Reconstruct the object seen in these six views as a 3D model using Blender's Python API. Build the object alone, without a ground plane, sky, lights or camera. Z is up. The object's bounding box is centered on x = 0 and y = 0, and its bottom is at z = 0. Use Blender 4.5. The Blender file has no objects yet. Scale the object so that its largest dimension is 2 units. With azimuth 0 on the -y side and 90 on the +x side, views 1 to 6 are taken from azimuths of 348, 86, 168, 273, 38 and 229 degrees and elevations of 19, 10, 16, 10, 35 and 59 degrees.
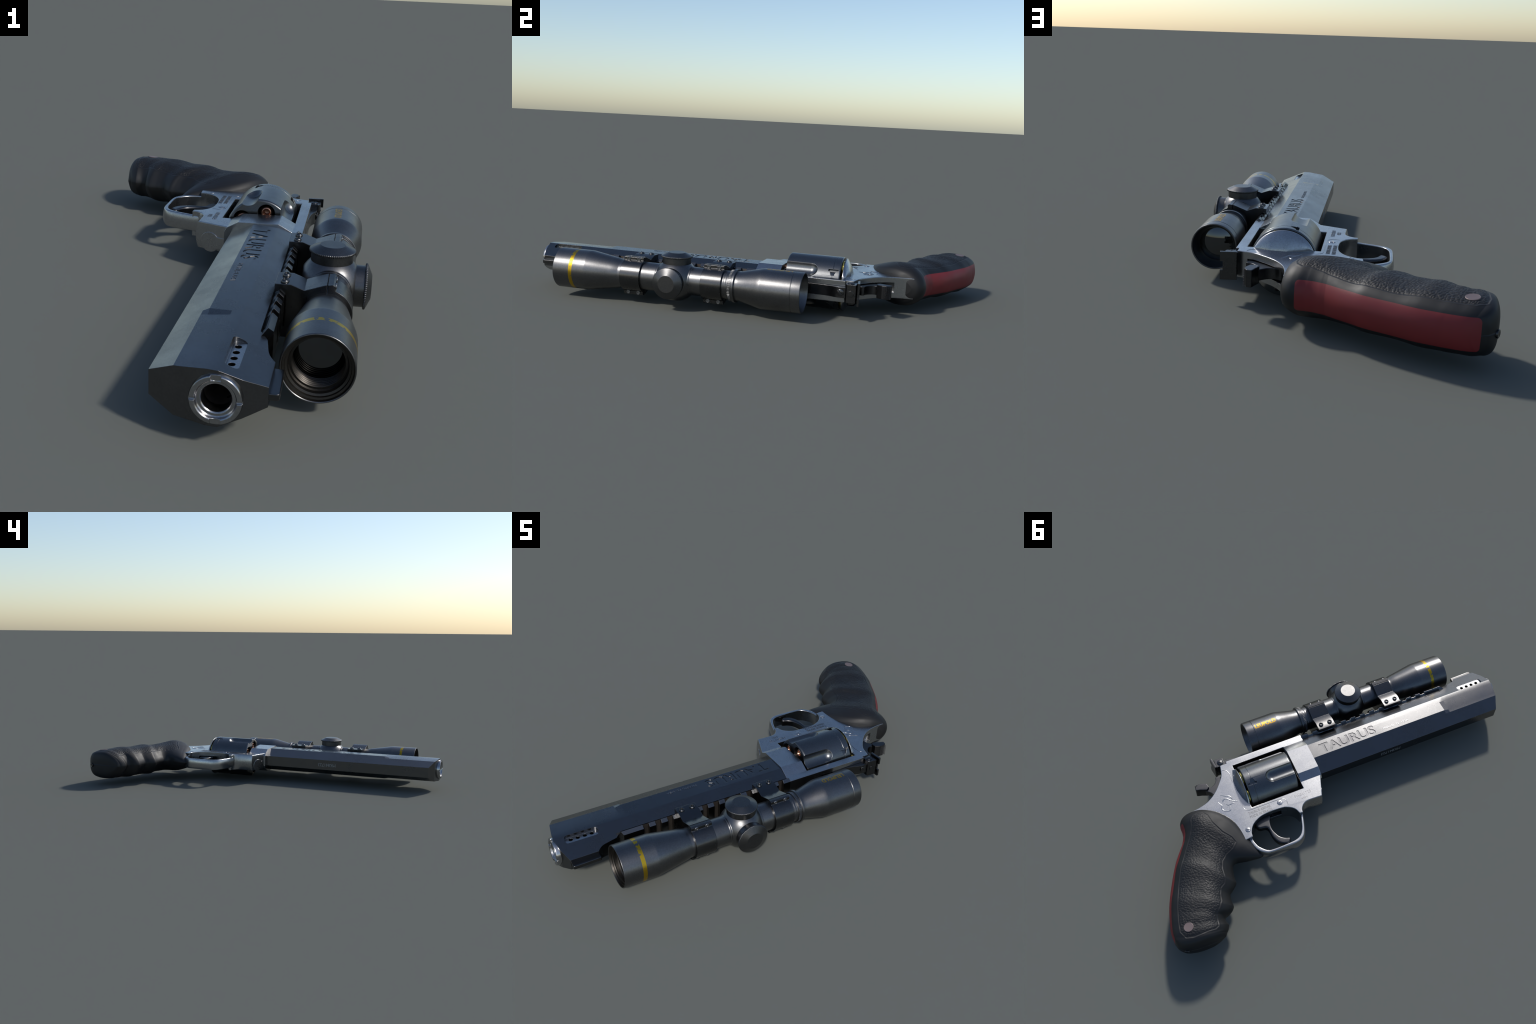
import bpy, bmesh, math, random
import numpy as np
from mathutils import Vector, Matrix

# ---------------------------------------------------------------- frame
# Everything is modelled in the gun's own axes: x = forward along the bore,
# y = up (towards the sight), z = out of the right side; metres.
# The empty at the root lays the gun on its left side.
ZC = 0.1160                     # height of the gun's mid plane above the ground
TURN = math.radians(-109.0)     # bore direction on the ground
random.seed(7)

root = bpy.data.objects.new("revolver", None)
bpy.context.scene.collection.objects.link(root)
root.rotation_euler = (0, 0, TURN)
root["label"] = "large scoped revolver, steel frame, dark barrel, rubber grip"
root["category"] = "revolver"


# ---------------------------------------------------------------- helpers
def link(name, mesh, mat=None, parent=None, angle=35, loc=None):
    ob = bpy.data.objects.new(name, mesh)
    bpy.context.scene.collection.objects.link(ob)
    if mat is not None:
        mesh.materials.clear()
        mesh.materials.append(mat)
    if angle is not None:
        smooth(mesh, angle)
        ob.data = weighted(mesh)
    if parent is None or parent is root:
        ob.parent = root
        ob.location = loc if loc is not None else (0, 0, ZC)
    else:
        ob.parent = parent
        ob.location = loc if loc is not None else (0, 0, 0)
    return ob


def smooth(mesh, angle=35):
    mesh.polygons.foreach_set("use_smooth", [True] * len(mesh.polygons))
    mesh.set_sharp_from_angle(angle=math.radians(angle))


def weighted(mesh):
    """large flat faces rule the normals, so that rounded rims do not shade into them"""
    ob = temp_object(mesh)
    m = ob.modifiers.new("normals", "WEIGHTED_NORMAL")
    m.keep_sharp, m.weight = True, 80
    me = evaluated(ob)
    bpy.data.objects.remove(ob)
    return me


def mesh_from(verts, faces, name="part"):
    me = bpy.data.meshes.new(name)
    me.from_pydata([tuple(map(float, v)) for v in verts], [], faces)
    me.validate()
    bm = bmesh.new()
    bm.from_mesh(me)
    bmesh.ops.recalc_face_normals(bm, faces=bm.faces)
    bm.to_mesh(me)
    bm.free()
    return me


def temp_object(mesh):
    ob = bpy.data.objects.new("helper", mesh)
    bpy.context.scene.collection.objects.link(ob)
    return ob


def evaluated(ob):
    bpy.context.view_layer.update()
    dg = bpy.context.evaluated_depsgraph_get()
    return bpy.data.meshes.new_from_object(ob.evaluated_get(dg), depsgraph=dg)


def boolean(mesh, cutters, op="DIFFERENCE"):
    ob = temp_object(mesh)
    helpers = []
    for c in cutters:
        h = temp_object(c)
        helpers.append(h)
        m = ob.modifiers.new("cut", "BOOLEAN")
        m.operation, m.solver, m.object = op, "EXACT", h
    me = evaluated(ob)
    for h in helpers + [ob]:
        bpy.data.objects.remove(h)
    return me


def join(meshes):
    bm = bmesh.new()
    for me in meshes:
        bm.from_mesh(me)
    out = bpy.data.meshes.new("joined")
    bm.to_mesh(out)
    bm.free()
    return out


def moved(mesh, mat):
    me = mesh.copy()
    me.transform(mat)
    if mat.determinant() < 0:
        me.flip_normals()
    return me


def catmull(pts, n=6, closed=False):
    p = [np.array(q, float) for q in pts]
    m = len(p)
    out = []
    for i in range(m if closed else m - 1):
        if closed:
            a, b, c, d = p[i - 1], p[i], p[(i + 1) % m], p[(i + 2) % m]
        else:
            b, c = p[i], p[i + 1]
            a = p[i - 1] if i else 2 * b - c
            d = p[i + 2] if i + 2 < m else 2 * c - b
        for k in range(n):
            t = k / n
            out.append(0.5 * (2 * b + (c - a) * t + (2 * a - 5 * b + 4 * c - d) * t * t + (3 * b - a - 3 * c + d) * t ** 3))
    if not closed:
        out.append(p[-1])
    return [tuple(q) for q in out]


def fillet(pts, r, n=5):
    """closed polygon with rounded corners; r is one radius or one per corner"""
    out = []
    m = len(pts)
    for i in range(m):
        p, a, b = (np.array(pts[j % m], float) for j in (i, i - 1, i + 1))
        ri = r[i] if isinstance(r, (list, tuple)) else r
        va, vb = a - p, b - p
        la, lb = np.linalg.norm(va), np.linalg.norm(vb)
        va, vb = va / la, vb / lb
        ang = math.acos(max(-1, min(1, float(va @ vb))))
        if ri <= 0 or ang > 3.05:
            out.append(tuple(p))
            continue
        d = min(ri / math.tan(ang / 2), la * 0.45, lb * 0.45)
        s, e = p + va * d, p + vb * d
        for k in range(n + 1):
            t = k / n
            out.append(tuple((1 - t) ** 2 * s + 2 * t * (1 - t) * p + t * t * e))
    return out


def plate(outlines, half, bevel=0.002, segs=2, mid=0.0):
    """flat outline (first) with holes (rest) in x-y, thickness 2*half in z, rounded rims"""
    cu = bpy.data.curves.new("plate", "CURVE")
    cu.dimensions, cu.fill_mode = "2D", "BOTH"
    for o in outlines:
        sp = cu.splines.new("POLY")
        sp.points.add(len(o) - 1)
        for q, xy in zip(sp.points, o):
            q.co = (xy[0], xy[1], 0, 1)
        sp.use_cyclic_u = True
    cu.bevel_depth, cu.bevel_resolution = bevel, segs
    cu.offset = -bevel
    cu.extrude = max(half - bevel, 0)
    ob = bpy.data.objects.new("helper", cu)
    bpy.context.scene.collection.objects.link(ob)
    me = evaluated(ob)
    bpy.data.objects.remove(ob)
    bm = bmesh.new()
    bm.from_mesh(me)
    bmesh.ops.remove_doubles(bm, verts=bm.verts, dist=1e-5)
    bmesh.ops.recalc_face_normals(bm, faces=bm.faces)
    bmesh.ops.translate(bm, verts=bm.verts, vec=(0, 0, mid))
    bm.to_mesh(me)
    bm.free()
    return me


def prism(section, x0, x1):
    """(y, z) outline extruded along x"""
    n = len(section)
    v = [(x0, y, z) for y, z in section] + [(x1, y, z) for y, z in section]
    f = [(i, (i + 1) % n, n + (i + 1) % n, n + i) for i in range(n)]
    f += [tuple(range(n)), tuple(range(n, 2 * n))]
    return mesh_from(v, f)


def side_prism(outline, z0, z1):
    n = len(outline)
    v = [(x, y, z0) for x, y in outline] + [(x, y, z1) for x, y in outline]
    f = [(i, (i + 1) % n, n + (i + 1) % n, n + i) for i in range(n)]
    f += [tuple(range(n)), tuple(range(n, 2 * n))]
    return mesh_from(v, f)


def box(lo, hi):
    (a, b, c), (d, e, f) = lo, hi
    return side_prism([(a, b), (d, b), (d, e), (a, e)], c, f)


def lathe(profile, n=96, y=0.0, z=0.0, closed=False, knurl=None):
    """profile of (x, r) turned round the x axis through (y, z);
    knurl = (x0, x1, teeth, depth) cuts teeth into that stretch"""
    verts, faces, rings = [], [], []
    for x, r in profile:
        if r < 1e-6:
            rings.append([len(verts)])
            verts.append((x, y, z))
            continue
        ring = []
        for k in range(n):
            a = 2 * math.pi * k / n
            rr = r
            if knurl and knurl[0] <= x <= knurl[1] and (k * knurl[2] * 2 // n) % 2:
                rr = r - knurl[3]
            ring.append(len(verts))
            verts.append((x, y + rr * math.cos(a), z + rr * math.sin(a)))
        rings.append(ring)
    m = len(rings)
    for i in range(m if closed else m - 1):
        p, q = rings[i], rings[(i + 1) % m]
        for k in range(n):
            k2 = (k + 1) % n
            if len(p) == 1 and len(q) == 1:
                continue
            if len(p) == 1:
                faces.append((p[0], q[k], q[k2]))
            elif len(q) == 1:
                faces.append((p[k], q[0], p[k2]))
            else:
                faces.append((p[k], q[k], q[k2], p[k2]))
    return mesh_from(verts, faces)


X_TO_Z = Matrix(((0, 0, -1, 0), (0, 1, 0, 0), (1, 0, 0, 0), (0, 0, 0, 1)))     # lathe axis x -> z
X_TO_Y = Matrix(((0, -1, 0, 0), (1, 0, 0, 0), (0, 0, 1, 0), (0, 0, 0, 1)))     # lathe axis x -> y
MIRROR = Matrix.Diagonal((1, 1, -1, 1))


def lettering(text, height, width=None, depth=0.002, spacing=1.0, bold=0.0, align="LEFT"):
    cu = bpy.data.curves.new("letters", "FONT")
    cu.body, cu.size, cu.extrude, cu.resolution_u = text, 1.0, 0.5, 3
    cu.space_character, cu.offset = spacing, bold
    cu.space_line = 1.0
    cu.align_x = align
    ob = bpy.data.objects.new("helper", cu)
    bpy.context.scene.collection.objects.link(ob)
    me = evaluated(ob)
    bpy.data.objects.remove(ob)
    bm = bmesh.new()
    bm.from_mesh(me)
    bmesh.ops.remove_doubles(bm, verts=bm.verts, dist=1e-4)
    bmesh.ops.recalc_face_normals(bm, faces=bm.faces)
    bm.to_mesh(me)
    bm.free()
    co = np.array([v.co[:] for v in me.vertices])
    lo, hi = co.min(0), co.max(0)
    sy = height / (hi[1] - lo[1])
    sx = (width / (hi[0] - lo[0])) if width else sy
    me.transform(Matrix.Diagonal((sx, sy, depth, 1)) @ Matrix.Translation((-lo[0], -lo[1], 0)))
    return me


# ---------------------------------------------------------------- materials
def nodes(name):
    m = bpy.data.materials.new(name)
    m.use_nodes = True
    nt = m.node_tree
    bsdf = nt.nodes["Principled BSDF"]
    return m, nt, bsdf


def add(nt, kind, **kw):
    n = nt.nodes.new(kind)
    for k, v in kw.items():
        if k in n.inputs:
            n.inputs[k].default_value = v
        else:
            setattr(n, k, v)
    return n


def ramp(nt, fac, stops):
    r = nt.nodes.new("ShaderNodeValToRGB")
    els = r.color_ramp.elements
    while len(els) < len(stops):
        els.new(0.5)
    for e, (p, c) in zip(els, stops):
        e.position = p
        e.color = (*c, 1) if len(c) == 3 else c
    nt.links.new(fac, r.inputs[0])
    return r.outputs[0]


def g(v):
    return (v, v, v)


def math_node(nt, op, a, b=None, clamp=False):
    n = nt.nodes.new("ShaderNodeMath")
    n.operation, n.use_clamp = op, clamp
    for i, q in enumerate((a, b)):
        if q is None:
            continue
        if isinstance(q, (int, float)):
            n.inputs[i].default_value = q
        else:
            nt.links.new(q, n.inputs[i])
    return n.outputs[0]


def metal(name, base, rough, dark=0.75, specks=0.25, grain=0.12, grain_scale=900, edge=0.0025, metallic=1.0,
          rough_var=0.06, speck_colour=None, scratch=False, extra=None):
    m, nt, b = nodes(name)
    L = nt.links.new
    tc = nt.nodes.new("ShaderNodeTexCoord").outputs["Object"]
    big = add(nt, "ShaderNodeTexNoise", Scale=9.0, Detail=6.0, Roughness=0.62)
    L(tc, big.inputs["Vector"])
    fine = add(nt, "ShaderNodeTexNoise", Scale=grain_scale, Detail=2.0)
    L(tc, fine.inputs["Vector"])
    dots = add(nt, "ShaderNodeTexNoise", Scale=85.0, Detail=3.0, Roughness=0.55)
    L(tc, dots.inputs["Vector"])
    base = np.array(base, float)
    col = ramp(nt, big.outputs[0], [(0.30, tuple(base * dark)), (0.62, tuple(base))])
    mot = add(nt, "ShaderNodeTexNoise", Scale=210.0, Detail=3.0, Roughness=0.7)
    L(tc, mot.inputs["Vector"])
    mm = nt.nodes.new("ShaderNodeMix")
    mm.data_type, mm.blend_type = "RGBA", "MULTIPLY"
    mm.inputs[0].default_value = 1.0
    L(col, mm.inputs[6])
    L(ramp(nt, mot.outputs[0], [(0.34, g(0.84)), (0.62, g(1.0))]), mm.inputs[7])
    col = mm.outputs[2]
    sp = ramp(nt, dots.outputs[0], [(0.70, g(0)), (0.76, g(1))])
    mix = nt.nodes.new("ShaderNodeMix")
    mix.data_type = "RGBA"
    L(math_node(nt, "MULTIPLY", sp, specks), mix.inputs[0])
    L(col, mix.inputs[6])
    mix.inputs[7].default_value = (*(speck_colour or tuple(base * 0.15)), 1)
    out = mix.outputs[2]
    if extra:
        out = extra(nt, tc, out)
    L(out, b.inputs["Base Color"])
    b.inputs["Metallic"].default_value = metallic
    rr = nt.nodes.new("ShaderNodeMapRange")
    L(big.outputs[0], rr.inputs[0])
    rr.inputs[1].default_value, rr.inputs[2].default_value = 0.3, 0.7
    rr.inputs[3].default_value, rr.inputs[4].default_value = rough + rough_var, rough - rough_var * 0.4
    L(rr.outputs[0], b.inputs["Roughness"])
    bump = add(nt, "ShaderNodeBump", Strength=grain, Distance=0.0006)
    L(fine.outputs[0], bump.inputs["Height"])
    if edge:
        bev = nt.nodes.new("ShaderNodeBevel")
        bev.samples = 4
        bev.inputs["Radius"].default_value = edge
        L(bev.outputs[0], bump.inputs["Normal"])
    L(bump.outputs[0], b.inputs["Normal"])
    return m


def gold_band(nt, tc, col):
    """worn yellow ring painted round the objective bell"""
    L = nt.links.new
    sep = nt.nodes.new("ShaderNodeSeparateXYZ")
    L(tc, sep.inputs[0])
    d = math_node(nt, "ABSOLUTE", math_node(nt, "SUBTRACT", sep.outputs[0], 0.7585))
    band = math_node(nt, "LESS_THAN", d, 0.0078)
    no = add(nt, "ShaderNodeTexNoise", Scale=70.0, Detail=4.0, Roughness=0.6)
    L(tc, no.inputs["Vector"])
    # rubbed most on the upper right flank
    flank = math_node(nt, "MULTIPLY", sep.outputs[2], 0.9)
    keep = math_node(nt, "LESS_THAN", math_node(nt, "ADD", no.outputs[0], flank), 0.63)
    yy = math_node(nt, "SUBTRACT", sep.outputs[1], 0.255)
    rad = math_node(nt, "SQRT", math_node(nt, "ADD", math_node(nt, "MULTIPLY", yy, yy), math_node(nt, "MULTIPLY", sep.outputs[2], sep.outputs[2])))
    band = math_node(nt, "MULTIPLY", band, math_node(nt, "GREATER_THAN", rad, 0.0805))
    mix = nt.nodes.new("ShaderNodeMix")
    mix.data_type = "RGBA"
    L(math_node(nt, "MULTIPLY", band, keep), mix.inputs[0])
    L(col, mix.inputs[6])
    mix.inputs[7].default_value = (0.46, 0.30, 0.025, 1)
    return mix.outputs[2]


STEEL = metal("brushed_steel", (0.405, 0.41, 0.42), 0.24, dark=0.80, specks=0.35, grain=0.06)
BARREL = metal("dark_barrel_steel", (0.140, 0.141, 0.145), 0.235, dark=0.8, specks=0.3, grain=0.06, edge=0.0012)
BLUED = metal("blued_steel", (0.15, 0.155, 0.16), 0.28, dark=0.8, specks=0.2, grain=0.03)
SCOPE = metal("anodised_black", (0.15, 0.15, 0.153), 0.325, dark=0.75, specks=0.3, grain=0.04, extra=gold_band)
BLACK = metal("black_steel", (0.098, 0.098, 0.100), 0.245, dark=0.75, specks=0.3, grain=0.05)
CHROME = metal("polished_steel", (0.42, 0.42, 0.43), 0.2, dark=0.8, specks=0.1, grain=0.0)
COPPER = metal("copper_jacket", (0.42, 0.235, 0.165), 0.33, dark=0.6, specks=0.2, grain=0.02, edge=0.001)
BRASS = metal("brass_case", (0.75, 0.62, 0.18), 0.28, dark=0.8, specks=0.1, grain=0.02, edge=0.001)
GOLD = metal("gold_print", (0.52, 0.30, 0.045), 0.36, dark=0.8, specks=0.2, grain=0.0, edge=0, metallic=1.0)
INNER = metal("inner_barrel", (0.30, 0.26, 0.23), 0.45, dark=0.6, specks=0.0, grain=0.0, edge=0)  # base lightened and warmed so the bore wall looks lit


def plain(name, colour, rough, metallic=0.0, coat=0.0):
    m, nt, b = nodes(name)
    tc = nt.nodes.new("ShaderNodeTexCoord").outputs["Object"]
    no = add(nt, "ShaderNodeTexNoise", Scale=14.0, Detail=5.0)
    nt.links.new(tc, no.inputs["Vector"])
    c = np.array(colour, float)
    nt.links.new(ramp(nt, no.outputs[0], [(0.3, tuple(c * 0.85)), (0.7, tuple(c))]), b.inputs["Base Color"])
    b.inputs["Roughness"].default_value = rough
    b.inputs["Metallic"].default_value = metallic
    b.inputs["Coat Weight"].default_value = coat
    return m


SHADOW = metal("brown_black_inside", (0.060, 0.055, 0.050), 0.42, dark=0.8, specks=0.0, grain=0.0, edge=0)  # brown-black, darker than the outside of the scope
SCREW = metal("screw_steel", (0.24, 0.24, 0.245), 0.28, dark=0.8, specks=0.1, grain=0.0, edge=0.001)
HAMMER = metal("dark_hammer_steel", (0.075, 0.075, 0.078), 0.30, dark=0.75, specks=0.2, grain=0.04)
CAP = metal("turret_black", (0.115, 0.115, 0.117), 0.33, dark=0.8, specks=0.2, grain=0.04)
GLASS = plain("coated_lens", (0.10, 0.105, 0.11), 0.03, metallic=1.0)
ETCHED = plain("stamped_steel", (0.27, 0.27, 0.28), 0.34, metallic=1.0)
PRINT = plain("etched_mark", (0.17, 0.17, 0.175), 0.42, metallic=1.0)
PALE = plain("pale_mark", (0.26, 0.265, 0.265), 0.5, metallic=0.5)
DARK = plain("dark_hole", (0.012, 0.012, 0.013), 0.6)


def rubber(name, colour, rough, panel=None):
    """panel = colour of a rounded rectangle on the back of the grip"""
    m, nt, b = nodes(name)
    L = nt.links.new
    tc = nt.nodes.new("ShaderNodeTexCoord").outputs["Object"]
    no = add(nt, "ShaderNodeTexNoise", Scale=12.0, Detail=6.0, Roughness=0.6)
    L(tc, no.inputs["Vector"])
    dust = add(nt, "ShaderNodeTexNoise", Scale=60.0, Detail=4.0)
    L(tc, dust.inputs["Vector"])
    c = np.array(colour, float)
    col = ramp(nt, no.outputs[0], [(0.3, tuple(c * 0.8)), (0.7, tuple(c * 1.1))])
    if panel:
        p = np.array(panel, float)
        red = ramp(nt, no.outputs[0], [(0.3, tuple(p * 0.9)), (0.7, tuple(p * 1.05))])
        sep = nt.nodes.new("ShaderNodeSeparateXYZ")
        L(tc, sep.inputs[0])
        rc = 0.012
        dz = math_node(nt, "MAXIMUM", math_node(nt, "SUBTRACT", math_node(nt, "ABSOLUTE", sep.outputs[2]), 0.0465 - rc), 0.0)
        dy = math_node(nt, "SUBTRACT", math_node(nt, "ABSOLUTE", math_node(nt, "ADD", sep.outputs[1], 0.3270)), 0.2490 - rc)
        dy = math_node(nt, "MAXIMUM", dy, 0.0)
        dist = math_node(nt, "SQRT", math_node(nt, "ADD", math_node(nt, "MULTIPLY", dz, dz), math_node(nt, "MULTIPLY", dy, dy)))
        mix = nt.nodes.new("ShaderNodeMix")
        mix.data_type = "RGBA"
        L(math_node(nt, "LESS_THAN", dist, rc), mix.inputs[0])
        L(col, mix.inputs[6])
        L(red, mix.inputs[7])
        col = mix.outputs[2]
    L(col, b.inputs["Base Color"])
    r = ramp(nt, no.outputs[0], [(0.3, g(rough - 0.07)), (0.7, g(rough + 0.07))])
    L(r, b.inputs["Roughness"])
    b.inputs["Specular IOR Level"].default_value = 0.42
    bump = add(nt, "ShaderNodeBump", Strength=0.12, Distance=0.0005)
    L(dust.outputs[0], bump.inputs["Height"])
    L(bump.outputs[0], b.inputs["Normal"])
    return m


RUBBER = rubber("black_rubber", (0.0055, 0.0055, 0.006), 0.55)
RED = rubber("red_backed_rubber", (0.0055, 0.0055, 0.006), 0.55, panel=(0.17, 0.014, 0.016))
MEDAL = plain("medallion_metal", (0.15, 0.112, 0.108), 0.5, metallic=0.3)

# ---------------------------------------------------------------- barrel
BORE_Y = 0.068


def muzzle_x(y):
    """the muzzle face bows forward round the bore"""
    return float(np.interp(y, [-0.078, -0.021, 0.03, 0.071, 0.12, 0.145, 0.168],
                           [0.968, 0.992, 1.003, 1.008, 0.9985, 0.990, 0.979]))


def barrel_half(x):
    """right half of the cross-section at x, from the keel to the top, as (y, z)"""
    step = np.interp(x, [0.715, 0.738], [0, 1])
    shoulder = 0.0630 + (0.0567 - 0.0630) * step
    top = float(np.interp(x, [0.765, 0.789, 0.84, 0.852, 0.860, 0.866, 0.870], [0.121, 0.140, 0.149, 0.153, 0.158, 0.163, 0.168]))
    rim = 0.062 - (top - 0.072) * (0.040 / 0.096)
    return [(-0.078, 0.028), (-0.021, 0.0553), (-0.005, shoulder), (0.047, 0.0625), (0.072, 0.062),
            (0.072 + (top - 0.072) * 0.5, 0.062 + (rim - 0.062) * 0.5), (top, rim)]


def make_barrel():
    xs = [0.018, 0.3, 0.715, 0.738, 0.765, 0.789, 0.84, 0.852, 0.860, 0.866, 0.870, 0.93, None]
    verts, faces = [], []
    for x in xs:
        half = barrel_half(x if x is not None else 0.96)
        sec = half + [(y, -z) for y, z in reversed(half)]
        for y, z in sec:
            verts.append((muzzle_x(y) if x is None else x, y, z))
    n = len(sec)
    for i in range(len(xs) - 1):
        for k in range(n):
            k2 = (k + 1) % n
            faces.append((i * n + k, (i + 1) * n + k, (i + 1) * n + k2, i * n + k2))
    faces.append(tuple(range(n)))
    last = (len(xs) - 1) * n
    for k in range(n // 2 - 1):                 # the muzzle face, ruled from side to side
        faces.append((last + k, last + k + 1, last + n - 2 - k, last + n - 1 - k))
    return mesh_from(verts, faces)


cutters = [lathe([(0.74, 0), (0.74, 0.0305), (0.980, 0.0305), (0.980, 0.0530), (1.05, 0.0530), (1.05, 0)], 64, y=BORE_Y)]
# gas ports: an oblong pocket with four holes, on both flanks
slot = fillet([(0.841, 0.0735), (0.971, 0.0735), (0.971, 0.105), (0.841, 0.105)], 0.0155, 7)
pocket = side_prism(slot, 0.0470, 0.080)
pocket_cuts = [pocket, moved(pocket, MIRROR)]
port_cuts = []
for k in range(4):
    px = 0.947 - 0.027 * k
    hole = lathe([(0.012, 0), (0.012, 0.0076), (0.06, 0.0076), (0.06, 0)], 24)
    hole = moved(hole, Matrix.Translation((px, 0.0875, 0)) @ X_TO_Z)
    port_cuts += [hole, moved(hole, MIRROR)]
word = lettering("TAURUS", 0.051, 0.285, 0.0046, bold=0.018)
word = moved(word, Matrix.Translation((0.070, 0.004, 0.0628)))
barrel_mesh = boolean(make_barrel(), cutters)
barrel_mesh = boolean(barrel_mesh, pocket_cuts)
barrel_mesh = boolean(barrel_mesh, [join(port_cuts)])
barrel_mesh = boolean(barrel_mesh, [word])
barrel = link("barrel", barrel_mesh, BARREL, angle=8)
barrel.data.materials.append(INNER)
barrel.data.materials.append(STEEL)
for p in barrel.data.polygons:                 # bright floors of the port pockets
    if 0.84 < p.center.x < 0.972 and 0.073 < p.center.y < 0.106 and abs(abs(p.center.z) - 0.047) < 0.0004:
        p.material_index = 2
for p in barrel.data.polygons:                 # the bore's wall
    if p.center.x < 0.979 and math.hypot(p.center.y - BORE_Y, p.center.z) < 0.0309:
        p.material_index = 1

small = moved(lettering("MIAMI, FL-USA", 0.0135, 0.133, 0.0034), Matrix.Translation((0.394, 0.0075, 0.0622)))
link("lettering", small, ETCHED, barrel, loc=(0, 0, 0))  # paler than the barrel: sun glint on the letter walls put into the colour
serial = lettering("MK841723", 0.0185, 0.102, 0.001)
# on the keel, read from below with the muzzle to the left
keel = Matrix.Translation((0.445, -0.0782, 0.009)) @ Matrix(((-1, 0, 0, 0), (0, 0, -1, 0), (0, -1, 0, 0), (0, 0, 0, 1)))
serial = moved(serial, keel)
link("lettering", serial, PALE, barrel, loc=(0, 0, 0))

# muzzle crown: stepped ring with two wide and two narrow notches
crown_profile = [(0.975, 0.0545), (1.010, 0.0545), (1.0145, 0.0525), (1.0155, 0.0500), (1.0150, 0.0435), (1.0125, 0.0415),
                 (1.0085, 0.0410), (1.0060, 0.0390), (1.0055, 0.0330), (1.0030, 0.0308), (0.975, 0.0300)]
crown = lathe(crown_profile, 72, y=BORE_Y, closed=True)
notches = []
for k in range(4):
    w = 0.0105 if k % 2 == 0 else 0.0032
    nb = box((1.0105, -w, 0.0415), (1.03, w, 0.07))
    notches.append(moved(nb, Matrix.Translation((0, BORE_Y, 0)) @ Matrix.Rotation(math.pi / 2 * k, 4, "X")))
crown = boolean(crown, notches)
link("muzzle_crown", crown, CHROME, barrel, angle=30, loc=(0, 0, 0))

# rail on top of the barrel
RAIL = [(0.118, 0.034), (0.123, 0.0385), (0.1375, 0.0530), (0.150, 0.0420)]
LOW = [(0.112, 0.030), (0.123, 0.0385), (0.1325, 0.0480)]


def mirrored_section(half):
    return half + [(y, -z) for y, z in reversed(half)]


teeth = [prism(mirrored_section(LOW), 0.023, 0.762)]
edges = [0.768]
for k in range(13):
    gx = 0.6823 - 0.0503 * k
    edges += [gx, gx - 0.0245]
edges.append(0.0225)
for i in range(0, len(edges), 2):
    t = prism(mirrored_section(RAIL), edges[i + 1], edges[i])
    if i == 0:                                  # sloping front end of the rail
        for v in t.vertices:
            if v.co.x > 0.7:
                v.co.x = 0.790 if v.co.y < 0.125 else 0.769 if v.co.y < 0.145 else 0.763
    teeth.append(t)
rail = link("scope_rail", join(teeth), BARREL, barrel, angle=25, loc=(0, 0, 0))
rail.data.materials.append(INNER)
for p in rail.data.polygons:                   # brown floors of the cross slots
    if p.normal.y > 0.9 and p.center.y < 0.139:
        p.material_index = 1

blade = fillet([(0.866, 0.160), (0.868, 0.187), (0.976, 0.190), (0.976, 0.160)], [0, 0.003, 0.008, 0])
link("front_sight", plate([blade], 0.0075, 0.0015), BLACK, barrel, loc=(0, 0, -0.001))

# ---------------------------------------------------------------- frame
rear_curve = catmull([(-0.392, 0.139), (-0.3965, 0.120), (-0.404, 0.090), (-0.414, 0.072), (-0.428, 0.053), (-0.446, 0.031),
                      (-0.470, 0.007), (-0.497, -0.012), (-0.527, -0.026), (-0.575, -0.037), (-0.617, -0.0395)], 4)
arch = catmull([(-0.386, -0.262), (-0.383, -0.241), (-0.369, -0.216), (-0.349, -0.198), (-0.313, -0.182), (-0.264, -0.177),
                (-0.209, -0.180), (-0.181, -0.190), (-0.160, -0.208), (-0.149, -0.236)], 4)
fillet_front = catmull([(-0.134, -0.238), (-0.131, -0.222), (-0.118, -0.203), (-0.097, -0.1915), (-0.067, -0.190)], 4)
outline = ([(0.022, 0.150), (-0.360, 0.150), (-0.360, 0.139)] + rear_curve + [(-0.600, -0.12), (-0.52, -0.22), (-0.42, -0.265)]
           + arch + fillet_front + [(-0.020, -0.192), (0.0175, -0.092), (0.0200, -0.05)])
window = [(-0.338, 0.116), (-0.081, 0.117), (-0.082, -0.124), (-0.336, -0.124)]
frame_mesh = plate([outline, window], 0.0445, 0.0022, 2)
bm = bmesh.new()
bm.from_mesh(frame_mesh)
for zz in (-0.034, -0.018, 0.0, 0.018, 0.034):
    bmesh.ops.bisect_plane(bm, geom=bm.verts[:] + bm.edges[:] + bm.faces[:], plane_co=(0, 0, zz), plane_no=(0, 0, 1))
for v in bm.verts:                      # the belly under the cylinder and its front corner are rounded across
    q = max(0.0, 1 - (v.co.z / 0.0445) ** 2)
    if v.co.y < -0.186 and v.co.x > -0.125:
        v.co.y -= 0.009 * q
    if v.co.y < -0.03 and v.co.x < -0.45 or (v.co.x < -0.392 and v.co.y > -0.04):
        pass
bm.to_mesh(frame_mesh)
bm.free()
# slot for the hammer
hammer_slot = side_prism([(-0.385, 0.104), (-0.380, 0.06), (-0.46, -0.06), (-0.537, -0.045), (-0.537, 0.104)], -0.0215, 0.0215)
frame_mesh = boolean(frame_mesh, [hammer_slot])
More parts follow.
